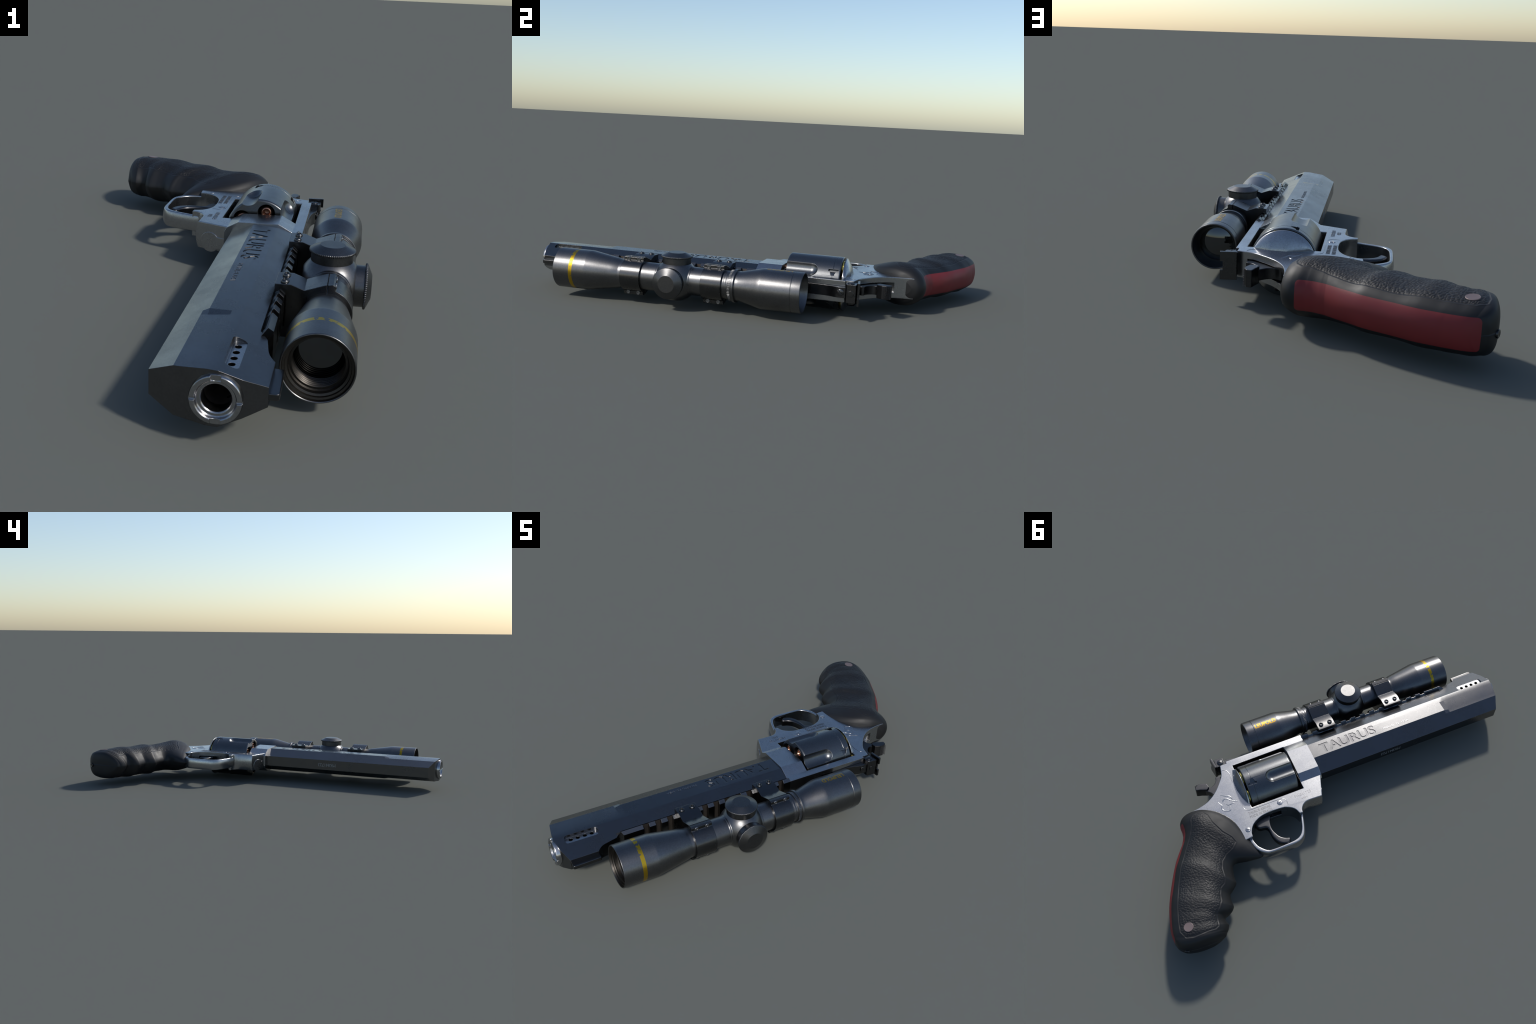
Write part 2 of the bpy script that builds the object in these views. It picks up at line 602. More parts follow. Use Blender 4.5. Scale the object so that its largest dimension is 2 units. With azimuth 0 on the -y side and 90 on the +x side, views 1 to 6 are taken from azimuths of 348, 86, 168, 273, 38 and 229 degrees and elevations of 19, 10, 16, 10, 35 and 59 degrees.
# pocket that the trigger swings in
frame_mesh = boolean(frame_mesh, [box((-0.356, -0.21, -0.0195), (-0.215, -0.146, 0.0195))])
# sight channel along the top strap
frame_mesh = boolean(frame_mesh, [box((-0.40, 0.1455, -0.0225), (-0.10, 0.2, 0.0225))])
frame = link("frame", frame_mesh, STEEL, angle=30)

# barrel housing: faceted collar ahead of the window
half = [(-0.100, 0.030), (-0.092, 0.0440), (-0.055, 0.0645), (0.073, 0.0680), (0.118, 0.0440), (0.135, 0.030)]
collar = prism(mirrored_section(half), -0.0803, 0.0226)
link("barrel_housing", collar, STEEL, frame, angle=20, loc=(0, 0, 0))

# recoil shield behind the cylinder (both sides)
CYL_Y = -0.004


def recoil_shield():
    verts, faces = [], []
    n = 40
    phis = np.radians(np.linspace(24, 158, n))
    rows = []
    for ph in phis:
        y, z = CYL_Y + 0.107 * math.cos(ph), 0.107 * math.sin(ph)
        back = float(np.interp(y, [-0.105, -0.098, -0.062, -0.014, 0.040, 0.089, 0.1], [-0.342, -0.344, -0.359, -0.368, -0.366, -0.350, -0.346]))
        zb = 0.0425
        col = [(-0.3355, y, 0.03), (-0.3355, y, z - 0.001), (-0.3365, y, z), (-0.3390, y, z - 0.0004)]
        for k in range(1, 7):
            t = k / 6
            bow = 0.006 * math.sin(math.pi * t)
            col.append((-0.339 + (back + 0.339) * t - bow * 0.4, y * (1 - 0.0 * t), z + (zb - z) * t + bow * 0.3))
        col.append((back, y, 0.03))
        rows.append(len(verts))
        verts += col
    m = len(col)
    for i in range(n - 1):
        for k in range(m):
            k2 = (k + 1) % m
            faces.append((rows[i] + k, rows[i + 1] + k, rows[i + 1] + k2, rows[i] + k2))
    faces.append(tuple(rows[0] + k for k in range(m)))
    faces.append(tuple(rows[-1] + k for k in range(m)))
    return mesh_from(verts, faces)


shield = recoil_shield()
link("recoil_shield", join([shield, moved(shield, Matrix.Diagonal((1, 1, -ZC / 0.107, 1)))]), STEEL, frame, angle=40, loc=(0, 0, 0))

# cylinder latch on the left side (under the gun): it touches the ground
latch = fillet([(-0.392, -0.060), (-0.345, -0.060), (-0.341, 0.000), (-0.348, 0.020), (-0.384, 0.020)], 0.014)
link("cylinder_latch", plate([latch], 0.024, 0.008, 4, mid=-0.064), HAMMER, frame, loc=(0, 0, 0))

# trigger guard
g_out = catmull([(-0.126, -0.205), (-0.135, -0.235), (-0.1465, -0.273), (-0.1615, -0.3145), (-0.178, -0.3405), (-0.2080, -0.3550),
                 (-0.262, -0.3570), (-0.330, -0.3560), (-0.362, -0.346), (-0.388, -0.320), (-0.401, -0.28), (-0.409, -0.22)], 4)
g_in = catmull([(-0.374, -0.215), (-0.385, -0.245), (-0.389, -0.271), (-0.382, -0.300), (-0.371, -0.319), (-0.351, -0.339), (-0.326, -0.3465),
                (-0.262, -0.3465), (-0.217, -0.3435), (-0.187, -0.330), (-0.168, -0.303), (-0.153, -0.262), (-0.145, -0.235), (-0.150, -0.205)], 4)
guard_mesh = plate([g_out + g_in], 0.0290, 0.0026, 2)
bm = bmesh.new()
bm.from_mesh(guard_mesh)
for zz in (-0.022, -0.013, 0.0, 0.013, 0.022):
    bmesh.ops.bisect_plane(bm, geom=bm.verts[:] + bm.edges[:] + bm.faces[:], plane_co=(0, 0, zz), plane_no=(0, 0, 1))
po, pi_ = np.array(g_out), np.array(g_in)
for v in bm.verts:                      # the outside of the bow is rounded across
    c = np.array(v.co[:2])
    if np.linalg.norm(po - c, axis=1).min() < np.linalg.norm(pi_ - c, axis=1).min():
        away = c - np.array([-0.262, -0.265])
        away = away / np.linalg.norm(away) * 0.0055 * max(0.0, 1 - (v.co.z / 0.029) ** 2)
        v.co.x += away[0]
        v.co.y += away[1]
bm.to_mesh(guard_mesh)
bm.free()
link("trigger_guard", guard_mesh, STEEL, frame, angle=40, loc=(0, 0, 0))

# trigger
trig = catmull([(-0.352, -0.170), (-0.350, -0.207), (-0.338, -0.224), (-0.307, -0.234), (-0.301, -0.285), (-0.284, -0.322), (-0.251, -0.3405),
                (-0.231, -0.327), (-0.231, -0.316), (-0.254, -0.306), (-0.273, -0.287), (-0.286, -0.250), (-0.283, -0.214), (-0.272, -0.185), (-0.270, -0.165)], 4)
link("trigger", plate([trig], 0.0165, 0.0072, 4), HAMMER, frame, angle=45, loc=(0, 0, 0))

# crane: round hinge knuckle with a neck on the front face, just proud of it
knuckle = [(-0.150 + 0.033 * math.cos(t), -0.017 + 0.033 * math.sin(t)) for t in np.radians(np.linspace(40, 322, 40))]
crane_out = knuckle + [(-0.117, -0.0385), (-0.076, -0.0385), (-0.076, 0.002), (-0.122, 0.003)]


def front_face(y):
    return 0.0175 + (y + 0.092) * (0.0375 / 0.100) if y < -0.092 else 0.0182


def crane_mesh(points, proud):
    n = len(points)
    v = [(-0.06, y, z) for y, z in points] + [(front_face(y) + proud, y, z) for y, z in points]
    f = [(i, (i + 1) % n, n + (i + 1) % n, n + i) for i in range(n)] + [tuple(range(n)), tuple(range(n, 2 * n))]
    return mesh_from(v, f)


link("crane", crane_mesh(crane_out, 0.0035), STEEL, frame, angle=30, loc=(0, 0, 0))

# frame screws: slightly domed slotted heads
head = lathe([(-0.004, 0.0125), (0.0006, 0.0125), (0.0016, 0.0112), (0.0022, 0.006), (0.0023, 0.0)] + [(-0.004, 0.0)], 40, closed=True)
head = boolean(head, [box((0.0004, -0.0016, -0.02), (0.01, 0.0016, 0.02))])
head = moved(head, X_TO_Z)
first = None
for (sx, sy), rot, sc in (((-0.212, -0.152), 0.5, 1.0), ((-0.394, -0.223), -0.4, 0.95)):
    if first is None:
        ob = first = link("screw", head, CHROME, frame, angle=30, loc=(sx, sy, 0.0445))
    else:
        ob = first.copy()
        bpy.context.scene.collection.objects.link(ob)
        ob.location = (sx, sy, 0.0445)
    ob.rotation_euler = (0, 0, rot)
    ob.scale = (sc, sc, 1)


# raised seam lines and the bull-head emblem on the frame side
def wire(points, r, z, closed=False, n=6, parent=frame, name="seam", mat=STEEL, squash=0.6):
    cu = bpy.data.curves.new("wire", "CURVE")
    cu.dimensions = "3D"
    cu.bevel_depth, cu.bevel_resolution = r, 1
    cu.use_fill_caps = True
    for pts in points:
        pts = catmull(pts, n, closed)
        sp = cu.splines.new("POLY")
        sp.points.add(len(pts) - 1)
        k = len(pts)
        for i, (q, xy) in enumerate(zip(sp.points, pts)):
            q.co = (xy[0], xy[1], 0, 1)
            e = min(i, k - 1 - i) / (k * 0.25)
            q.radius = 0.45 + 0.55 * min(1, e)
        sp.use_cyclic_u = closed
    ob = bpy.data.objects.new("helper", cu)
    bpy.context.scene.collection.objects.link(ob)
    me = evaluated(ob)
    bpy.data.objects.remove(ob)
    me.transform(Matrix.Translation((0, 0, z)) @ Matrix.Diagonal((1, 1, squash, 1)))
    return link(name, me, mat, parent, angle=60, loc=(0, 0, 0))


wire([[(-0.371, -0.096), (-0.372, -0.112), (-0.364, -0.127), (-0.345, -0.134), (-0.28, -0.1345), (-0.205, -0.135), (-0.188, -0.141), (-0.179, -0.156), (-0.181, -0.178)],
      [(-0.397, 0.107), (-0.388, 0.109), (-0.375, 0.102), (-0.368, 0.080), (-0.369, 0.055), (-0.371, 0.030)]], 0.0016, 0.0445)
wire([[(-0.446, -0.010), (-0.430, -0.020), (-0.413, -0.028), (-0.405, -0.040), (-0.404, -0.054)],
      [(-0.444, -0.058), (-0.446, -0.045), (-0.436, -0.036), (-0.424, -0.040), (-0.412, -0.052), (-0.398, -0.062), (-0.382, -0.069)],
      [(-0.439, -0.064), (-0.428, -0.072), (-0.412, -0.071), (-0.398, -0.071)],
      [(-0.468, -0.041), (-0.462, -0.055), (-0.458, -0.064), (-0.463, -0.078), (-0.459, -0.090), (-0.446, -0.097), (-0.433, -0.101), (-0.427, -0.090), (-0.424, -0.074)]],
     0.0028, 0.0445, name="emblem")
txt = moved(lettering("TAURUS ARMAS\nMADE IN BRAZIL", 0.0315, 0.110, 0.0012), Matrix.Translation((-0.363, -0.1735, 0.0446)))
link("lettering", txt, PRINT, frame, loc=(0, 0, 0))
txt = moved(lettering("MK841723\n44H", 0.034, 0.080, 0.0012, align="CENTER"), Matrix.Translation((-0.137, -0.176, 0.0447)))
link("lettering", txt, ETCHED, frame, loc=(0, 0, 0))

# ---------------------------------------------------------------- cylinder
R = 0.1115
cyl = lathe([(-0.326, 0.0), (-0.326, 0.108), (-0.3235, R - 0.0004), (-0.321, R), (-0.2975, R), (-0.2968, R - 0.0011), (-0.2958, R - 0.0011), (-0.2951, R),
             (-0.1045, R), (-0.0995, R - 0.0014), (-0.0970, R - 0.0040), (-0.0965, R - 0.0060), (-0.0965, 0.0)], 160, y=CYL_Y)


def around(me, deg):
    return moved(me, Matrix.Translation((0, CYL_Y, 0)) @ Matrix.Rotation(math.radians(deg), 4, "X"))


rc, dc = 0.038, 0.1325
end = [(-0.2005 - rc * math.cos(t), rc * math.sin(t)) for t in np.linspace(0, math.pi / 2, 12)]
flute = lathe(end + [(-0.05, rc), (-0.05, 0.0)], 72, y=dc)
chamber = lathe([(-0.25, 0), (-0.25, 0.0285), (-0.06, 0.0285), (-0.06, 0)], 48, y=0.0715)
# stop notch: square pocket with a tapering lead-in groove
notch = box((-0.318, 0.1015, 0.0), (-0.277, 0.13, 0.0095))
lead = mesh_from([(-0.309, 0.1025, 0.001), (-0.283, 0.1025, 0.001), (-0.291, 0.1115, -0.024), (-0.300, 0.1115, -0.024),
                  (-0.309, 0.13, 0.001), (-0.283, 0.13, 0.001), (-0.291, 0.13, -0.024), (-0.300, 0.13, -0.024)],
                 [(0, 1, 2, 3), (4, 5, 6, 7), (0, 1, 5, 4), (1, 2, 6, 5), (2, 3, 7, 6), (3, 0, 4, 7)])
cyl = boolean(cyl, [around(flute, 36 + 72 * k) for k in range(5)])
cyl = boolean(cyl, [around(chamber, 72 * k) for k in range(5)])
cyl = boolean(cyl, [around(notch, 36 + 72 * k) for k in range(5)])
cyl = boolean(cyl, [around(lead, 36 + 72 * k) for k in range(5)])
cylinder = link("cylinder", cyl, BLUED, angle=32)
# cartridges: copper hollow-point nose in front, brass rim behind
nose = lathe([(-0.20, 0.0), (-0.20, 0.0255), (-0.135, 0.0255), (-0.120, 0.0235), (-0.108, 0.0190), (-0.103, 0.0150), (-0.1025, 0.0130), (-0.106, 0.0105), (-0.120, 0.008), (-0.122, 0.0)], 40, y=0.0715)
rim = lathe([(-0.333, 0.0), (-0.333, 0.0310), (-0.3315, 0.0322), (-0.3285, 0.0322), (-0.3270, 0.0300), (-0.322, 0.0290), (-0.322, 0.0)], 40, y=0.0715)
nose.materials.append(COPPER)
for p in rim.polygons:
    p.material_index = 1
cart = join([nose, rim])
cart.materials.append(COPPER)
cart.materials.append(BRASS)
smooth(cart, 40)
for k in range(5):
    ob = bpy.data.objects.new("cartridge", cart)
    bpy.context.scene.collection.objects.link(ob)
    ob.parent = cylinder
    ob.location = (0, CYL_Y, 0)
    ob.rotation_euler = (math.radians(72 * k), 0, 0)
# axle keeps the gap behind the cylinder closed
link("ejector_star", lathe([(-0.338, 0.0), (-0.338, 0.050), (-0.325, 0.055), (-0.325, 0.0)], 40, y=CYL_Y), BLUED, cylinder, loc=(0, 0, 0))

# ---------------------------------------------------------------- hammer
h_body = catmull([(-0.405, -0.02), (-0.398, 0.05), (-0.408, 0.098), (-0.429, 0.103), (-0.434, 0.088), (-0.445, 0.073), (-0.462, 0.062), (-0.478, 0.064), (-0.492, 0.072),
                  (-0.500, 0.058), (-0.486, 0.042), (-0.474, 0.028), (-0.470, 0.006), (-0.480, -0.02), (-0.44, -0.05)], 4, closed=True)
hammer = link("hammer", plate([h_body], 0.0185, 0.002, 2), HAMMER, angle=40)
spur = fillet([(-0.476, 0.060), (-0.480, 0.081), (-0.500, 0.0905), (-0.519, 0.0925), (-0.536, 0.084), (-0.539, 0.067), (-0.515, 0.060), (-0.490, 0.050)],
              [0.004, 0.003, 0.01, 0.01, 0.006, 0.006, 0.01, 0.004])
spur_mesh = plate([spur], 0.0282, 0.0022, 2)
spur_ob = link("hammer_spur", spur_mesh, HAMMER, hammer, angle=40, loc=(0, 0, 0))
# chequered thumb pad
pad = []
for i in range(9):
    for j in range(10):
        t = i / 8
        px = -0.4835 - 0.050 * t
        py = 0.0825 + 0.0125 * math.sin(math.pi * min(1, t * 0.62 + 0.02)) - 0.001
        pz = -0.0245 + 0.049 * (j + 0.5 * (i % 2)) / 9.5
        r = 0.0026
        pad.append(mesh_from([(px - r, py - 0.0012, pz), (px, py - 0.0012, pz - r), (px + r, py - 0.0012, pz), (px, py - 0.0012, pz + r), (px, py + 0.0014, pz)],
                             [(0, 1, 4), (1, 2, 4), (2, 3, 4), (3, 0, 4), (0, 1, 2, 3)]))
tex = link("chequering", join(pad), HAMMER, hammer, angle=10, loc=(0, 0, 0))
tex["kind"] = "stuff"

# ---------------------------------------------------------------- rear sight
sight = link("rear_sight", plate([fillet([(-0.366, 0.139), (-0.366, 0.176), (-0.372, 0.181), (-0.409, 0.183), (-0.409, 0.139)], 0.002)], 0.0375, 0.0012), BLACK)
leaf = plate([fillet(catmull([(-0.140, 0.1475), (-0.200, 0.1505), (-0.250, 0.1530), (-0.290, 0.1575), (-0.325, 0.1685), (-0.345, 0.1720), (-0.368, 0.1725)], 4)
                     + [(-0.368, 0.140), (-0.140, 0.140)], 0)], 0.0218, 0.001)
link("sight_leaf", leaf, BLACK, sight, loc=(0, 0, 0))
bl = boolean(box((-0.4180, 0.137, -0.0465), (-0.4095, 0.1905, 0.0465)), [box((-0.43, 0.1815, -0.0150), (-0.40, 0.2, 0.0150))])
bl.transform(Matrix.Translation((-0.41, 0.137, 0)) @ Matrix.Rotation(math.radians(7), 4, "Z") @ Matrix.Translation((0.41, -0.137, 0)))
link("sight_blade", bl, BLACK, sight, angle=20, loc=(0, 0, 0))
sh = lathe([(0.0, 0.0), (0.0, 0.0145), (0.0022, 0.0145), (0.0040, 0.0110), (0.0048, 0.0)], 32)
sh = boolean(sh, [box((0.0018, -0.0014, -0.02), (0.01, 0.0014, 0.02))])
link("screw", moved(sh, Matrix.Translation((-0.346, 0.1722, 0)) @ Matrix.Rotation(0.7, 4, "Y") @ X_TO_Y), BLACK, sight, angle=30, loc=(0, 0, 0))
link("screw", moved(sh, Matrix.Translation((-0.385, 0.158, 0.0372)) @ X_TO_Z), BLACK, sight, angle=30, loc=(0, 0, 0))
link("rivet", moved(lathe([(0, 0), (0, 0.0135), (0.0014, 0.0128), (0.0018, 0.0)], 32), Matrix.Translation((-0.389, 0.1822, 0)) @ X_TO_Y), BLACK, sight, angle=30, loc=(0, 0, 0))

# ---------------------------------------------------------------- grip
NT, NH = 420, 190               # rows from frame to butt, points over half a section


def curve_fn(pts, ts=None, n=10):
    c = np.array(catmull(pts, n))
    if ts is None:
        d = np.r_[0, np.cumsum(np.linalg.norm(np.diff(c, axis=0), axis=1))]
        d /= d[-1]
    else:
        d = np.interp(np.arange(len(c)) / n, np.arange(len(ts)), ts)
    return lambda t: np.stack([np.interp(t, d, c[:, 0]), np.interp(t, d, c[:, 1])], -1)


top_edge = [(-0.607, -0.033), (-0.575, -0.041), (-0.537, -0.055), (-0.482, -0.094), (-0.442, -0.145), (-0.421, -0.199), (-0.404, -0.263), (-0.3845, -0.317), (-0.3635, -0.342)]
butt_edge = [(-0.860, -0.575), (-0.850, -0.600), (-0.824, -0.621), (-0.786, -0.631), (-0.750, -0.634), (-0.700, -0.634), (-0.652, -0.625)]
back_edge = [(-0.607, -0.033), (-0.636, -0.036), (-0.655, -0.052), (-0.664, -0.078), (-0.667, -0.111), (-0.685, -0.146), (-0.740, -0.217), (-0.778, -0.281),
             (-0.823, -0.374), (-0.849, -0.445), (-0.863, -0.518), (-0.860, -0.575)]
back_t = [0, 0.035, 0.07, 0.11, 0.16, 0.22, 0.35, 0.46, 0.63, 0.75, 0.88, 1.0]
front_edge = [(-0.3635, -0.342), (-0.387, -0.350), (-0.437, -0.343), (-0.486, -0.332), (-0.5105, -0.343), (-0.5225, -0.371), (-0.527, -0.400), (-0.529, -0.422),
              (-0.547, -0.445), (-0.566, -0.464), (-0.573, -0.487), (-0.578, -0.517), (-0.591, -0.538), (-0.616, -0.550), (-0.628, -0.562), (-0.631, -0.584),
              (-0.637, -0.606), (-0.652, -0.625)]
front_t = [0, 0.05, 0.14, 0.23, 0.29, 0.36, 0.41, 0.46, 0.51, 0.56, 0.61, 0.68, 0.73, 0.78, 0.82, 0.88, 0.94, 1.0]


def pushed(fn, ts, off, sign):
    """edge curve moved sideways by the given amounts"""
    t = np.linspace(0, 1, 240)
    c = fn(t)
    d = np.gradient(c, axis=0)
    nrm = np.stack([-d[:, 1], d[:, 0]], -1)
    nrm /= np.linalg.norm(nrm, axis=1)[:, None] + 1e-9
    c = c + sign * nrm * np.interp(t, [0, *ts, 1], [0, *off, 0])[:, None]
    return lambda q: np.stack([np.interp(q, t, c[:, 0]), np.interp(q, t, c[:, 1])], -1)


C0, C1 = curve_fn(top_edge), curve_fn(butt_edge)
D0 = pushed(curve_fn(back_edge, back_t), [0.035, 0.09, 0.16, 0.25, 0.4, 0.6, 0.8, 0.95],
            [0.0005, 0.0027, 0.0003, -0.0090, -0.0092, -0.0080, -0.0070, 0.0], -1)
D1 = pushed(curve_fn(front_edge, front_t), [0.05, 0.2, 0.3, 0.36, 0.46, 0.56, 0.68, 0.78, 0.88, 0.96],
            [0.001, 0.0, -0.002, -0.0007, 0.0, -0.006, 0.001, -0.009, 0.007, -0.002], 1)


def grip_plan(t, r):
    """Coons patch over the four edges of the grip's side outline"""
    t, r = np.broadcast_arrays(t, r)
    T, Rr = t[..., None], r[..., None]
    corner = (1 - T) * ((1 - Rr) * C0(0.0) + Rr * C0(1.0)) + T * ((1 - Rr) * C1(0.0) + Rr * C1(1.0))
    return (1 - T) * C0(r) + T * C1(r) + (1 - Rr) * D0(t) + Rr * D1(t) - corner


PANEL = [(-0.612, -0.094), (-0.598, -0.080), (-0.580, -0.076), (-0.551, -0.084), (-0.538, -0.105), (-0.531, -0.148), (-0.506, -0.203), (-0.476, -0.238), (-0.468, -0.262), (-0.489, -0.283),
         (-0.525, -0.297), (-0.553, -0.323), (-0.566, -0.357), (-0.571, -0.406), (-0.580, -0.422), (-0.603, -0.438), (-0.615, -0.464), (-0.621, -0.495), (-0.638, -0.519), (-0.659, -0.537),
         (-0.665, -0.565), (-0.668, -0.590), (-0.684, -0.600), (-0.731, -0.601), (-0.780, -0.602), (-0.808, -0.592), (-0.822, -0.560), (-0.813, -0.512), (-0.796, -0.451),
         (-0.760, -0.359), (-0.727, -0.290), (-0.677, -0.215), (-0.636, -0.157), (-0.618, -0.12)]


def signed_distance(p, poly):
    """positive inside the polygon"""
    poly = np.array(poly)
    best = np.full(len(p), 9.0)
    inside = np.zeros(len(p), bool)
    for i in range(len(poly)):
        a, b = poly[i - 1], poly[i]
        ab = b - a
        t = np.clip(((p - a) @ ab) / (ab @ ab), 0, 1)
        best = np.minimum(best, np.linalg.norm(p - a - t[:, None] * ab, axis=1))
        cross = (a[1] > p[:, 1]) != (b[1] > p[:, 1])
        xi = a[0] + (p[:, 1] - a[1]) * (b[0] - a[0]) / (b[1] - a[1] + 1e-12)
        inside ^= cross & (p[:, 0] < xi)
    return np.where(inside, best, -best)


def cells(p, size):
    """distance to the nearest wall between random cells (in units of size)"""
    q = p / size
    base = np.floor(q).astype(np.int64)
    f1, f2 = np.full(len(p), 9.0), np.full(len(p), 9.0)
    for dx in (-1, 0, 1):
        for dy in (-1, 0, 1):
            for dz in (-1, 0, 1):
                c = base + np.array([dx, dy, dz])
                h = (c[:, 0] * 73856093) ^ (c[:, 1] * 19349663) ^ (c[:, 2] * 83492791)
                j = np.stack([((h * k + 12345 * k) % 9973) / 9973.0 for k in (7919, 104729, 1299709)], -1)
                d = np.linalg.norm(c + j - q, axis=1)
                f2 = np.minimum(f2, np.maximum(d, f1))
                f1 = np.minimum(f1, d)
    return f2 - f1


def make_grip():
    t = np.concatenate([np.linspace(0, 0.93, NT - 59)[:-1], 0.93 + 0.07 * np.sin(np.linspace(0, math.pi / 2, 60))])
    t = np.append(t, 1.0) if len(t) < NT + 1 else t
    th = np.linspace(0, math.pi, NH + 1)
    # spread of points across the section: even along the superellipse
    c = np.cos(th)
    x = np.sign(c) * np.abs(c) ** 0.8                     # +1 back .. -1 front
    r = (1 - x) / 2
    T, RR = np.meshgrid(t, r, indexing="ij")
    xy = grip_plan(T, RR)
    # half thickness along the grip: swells under the fingers, waists between them
    knots = [0, 0.02, 0.05, 0.09, 0.13, 0.18, 0.23, 0.29, 0.335, 0.38, 0.43, 0.48, 0.53, 0.575, 0.62, 0.67, 0.72, 0.76, 0.80, 0.84, 0.88, 0.92, 0.95, 0.98, 1.0]
    width = [0.065, 0.078, 0.0895, 0.0965, 0.0985, 0.0955, 0.0885, 0.082, 0.078, 0.078, 0.087, 0.0847, 0.080, 0.0778, 0.0805, 0.0855, 0.083, 0.0796, 0.0798, 0.0786, 0.082, 0.080, 0.0715, 0.0575, 0.0]
    H = np.interp(t, knots, width)
    k = np.hanning(31)
    k /= k.sum()
    Hs = np.convolve(np.pad(H, 15, mode="edge"), k, "valid")
    end = t > 0.93                                        # flat butt with rounded rim
    Hs[end] = Hs[np.argmax(end) - 1] * np.clip(1 - ((t[end] - 0.93) / 0.07) ** 3.0, 0, 1) ** (1 / 3.0)
    lip = np.clip(t / 0.028, 0, 1)                        # rounded lip against the frame
    Hs = Hs * (0.70 + 0.30 * np.sqrt(1 - (1 - lip) ** 2))
    X = np.abs(1 - 2 * RR)
    back = RR < 0.5
    h = np.clip(1 - X ** np.where(back, 2.9, 2.0), 0, 1) ** np.where(back, 1 / 2.06, 1 / 1.65)
    q = np.clip((RR - 0.15) / 0.6, 0, 1)
    h = h * (1 - 0.324 * q * q * (3 - 2 * q) * np.exp(-(T / 0.329) ** 2))          # thinner towards the horn
    h = h * (1 - 0.15 * np.clip(1 - RR / 0.6, 0, 1) * np.clip((T - 0.72) / 0.28, 0, 1) ** 2)
    groove = np.zeros_like(RR)
    for tc in (0.335, 0.575, 0.80):
        groove += np.exp(-((T - tc) / 0.045) ** 2)
    z = (Hs[:, None] + 0.007 * groove * np.clip((RR - 0.30) / 0.5, 0, 1)) * h
    # both sides: right side forward, left side back
    right = np.concatenate([xy, z[..., None]], -1)
    left = np.concatenate([xy, -z[..., None]], -1)[:, -2:0:-1]
    P = np.concatenate([right, left], 1)                   # rows x ring
    n = P.shape[1]
    V = P.reshape(-1, 3)
    faces = []
    for i in range(NT):
        for j in range(n):
            j2 = (j + 1) % n
            c, d = (i + 1) * n + j2, (i + 1) * n + j
            if i == NT - 1:                                # right and left meet in one line on the butt
                c, d = (i + 1) * n + min(j2, n - j2), (i + 1) * n + min(j, n - j)
            faces.append((i * n + j, i * n + j2, c, d))
    # close the end against the frame with straight strips from side to side (own vertices: hard edge)
    base = len(V)
    V = np.concatenate([V, P[0]])
    for j in range(NH):
        a, b = j, j + 1
        a2, b2 = (n - a) % n, (n - b) % n
        q = []
        for v in (a, b, b2, a2):
            if base + v not in q:
                q.append(base + v)
        if len(q) > 2:
            faces.append(tuple(q))
    return V, faces, n, NH


V, faces, n_ring, nh = make_grip()
gm = bpy.data.meshes.new("grip")
gm.from_pydata(V.tolist(), [], faces)
bm = bmesh.new()
bm.from_mesh(gm)
bmesh.ops.recalc_face_normals(bm, faces=bm.faces)
bm.to_mesh(gm)
bm.free()
nv = len(gm.vertices)
no = np.empty(nv * 3, np.float32)
gm.vertices.foreach_get("normal", no)
no = no.reshape(-1, 3)
d = signed_distance(V[:, :2], PANEL)
flank = np.clip((np.abs(V[:, 2]) - 0.028) / 0.012, 0, 1)
flank[: n_ring * 3] = 0
flank[-n_ring:] = 0
warp = V + 0.0015 * np.stack([np.sin(V[:, 1] * 90), np.sin(V[:, 0] * 80 + 1), np.sin(V[:, 1] * 70 + 2)], -1)
wall = cells(warp * np.array([1.0, 1.0, 0.8]), 0.0098)
grain = np.clip(wall / 0.26, 0, 1) ** 0.75
inside = np.clip(d / 0.004, 0, 1)
disp = (-0.0014 + 0.0014 * grain) * inside
disp += -0.0012 * np.exp(-((d - 0.0005) / 0.0022) ** 2)
disp += 0.0007 * np.exp(-((d + 0.0045) / 0.0025) ** 2)
V2 = V + no * (disp * flank)[:, None]
gm.vertices.foreach_set("co", V2.astype(np.float32).ravel())
gm.update()
normals = np.empty(nv * 3, np.float32)
gm.vertices.foreach_get("normal", normals)
normals = normals.reshape(-1, 3)

# split: red backstrap panel = patch in (row, ring); rest stays black rubber
ROW0, ROW1 = int(NT * 0.06), NT
LIMIT = max(int(np.searchsorted(V[i * n_ring: i * n_ring + nh // 2, 2], 0.050)) for i in range(ROW0, int(NT * 0.92)))
red_faces, black_faces = [], []
for idx, f in enumerate(faces):
    i, j = divmod(idx, n_ring)
    if idx < NT * n_ring and ROW0 <= i < ROW1 and (j < LIMIT or j >= n_ring - LIMIT):
        red_faces.append(f)
    else:
        black_faces.append(f)


def sub_mesh(fs, name):
    used = sorted({v for f in fs for v in f})
    remap = {v: i for i, v in enumerate(used)}
    me = bpy.data.meshes.new(name)
    me.from_pydata(V2[used].tolist(), [], [tuple(remap[v] for v in f) for f in fs])
    me.polygons.foreach_set("use_smooth", [True] * len(me.polygons))
    return me, used


grip_ob = None
for fs, nm, mt in ((black_faces, "grip", RUBBER), (red_faces, "backstrap", RED)):
    me, used = sub_mesh(fs, nm)
    # faces of the source may be wound inwards: match the body's normals
    flip = np.dot(np.array(me.polygons[len(me.polygons) // 2].normal), normals[used[me.polygons[len(me.polygons) // 2].vertices[0]]]) < 0
    if flip:
        me.flip_normals()
    me.normals_split_custom_set_from_vertices([tuple(map(float, x)) for x in normals[used]])
    ob = link(nm, me, mt, angle=None)
    if grip_ob is None:
        grip_ob = ob

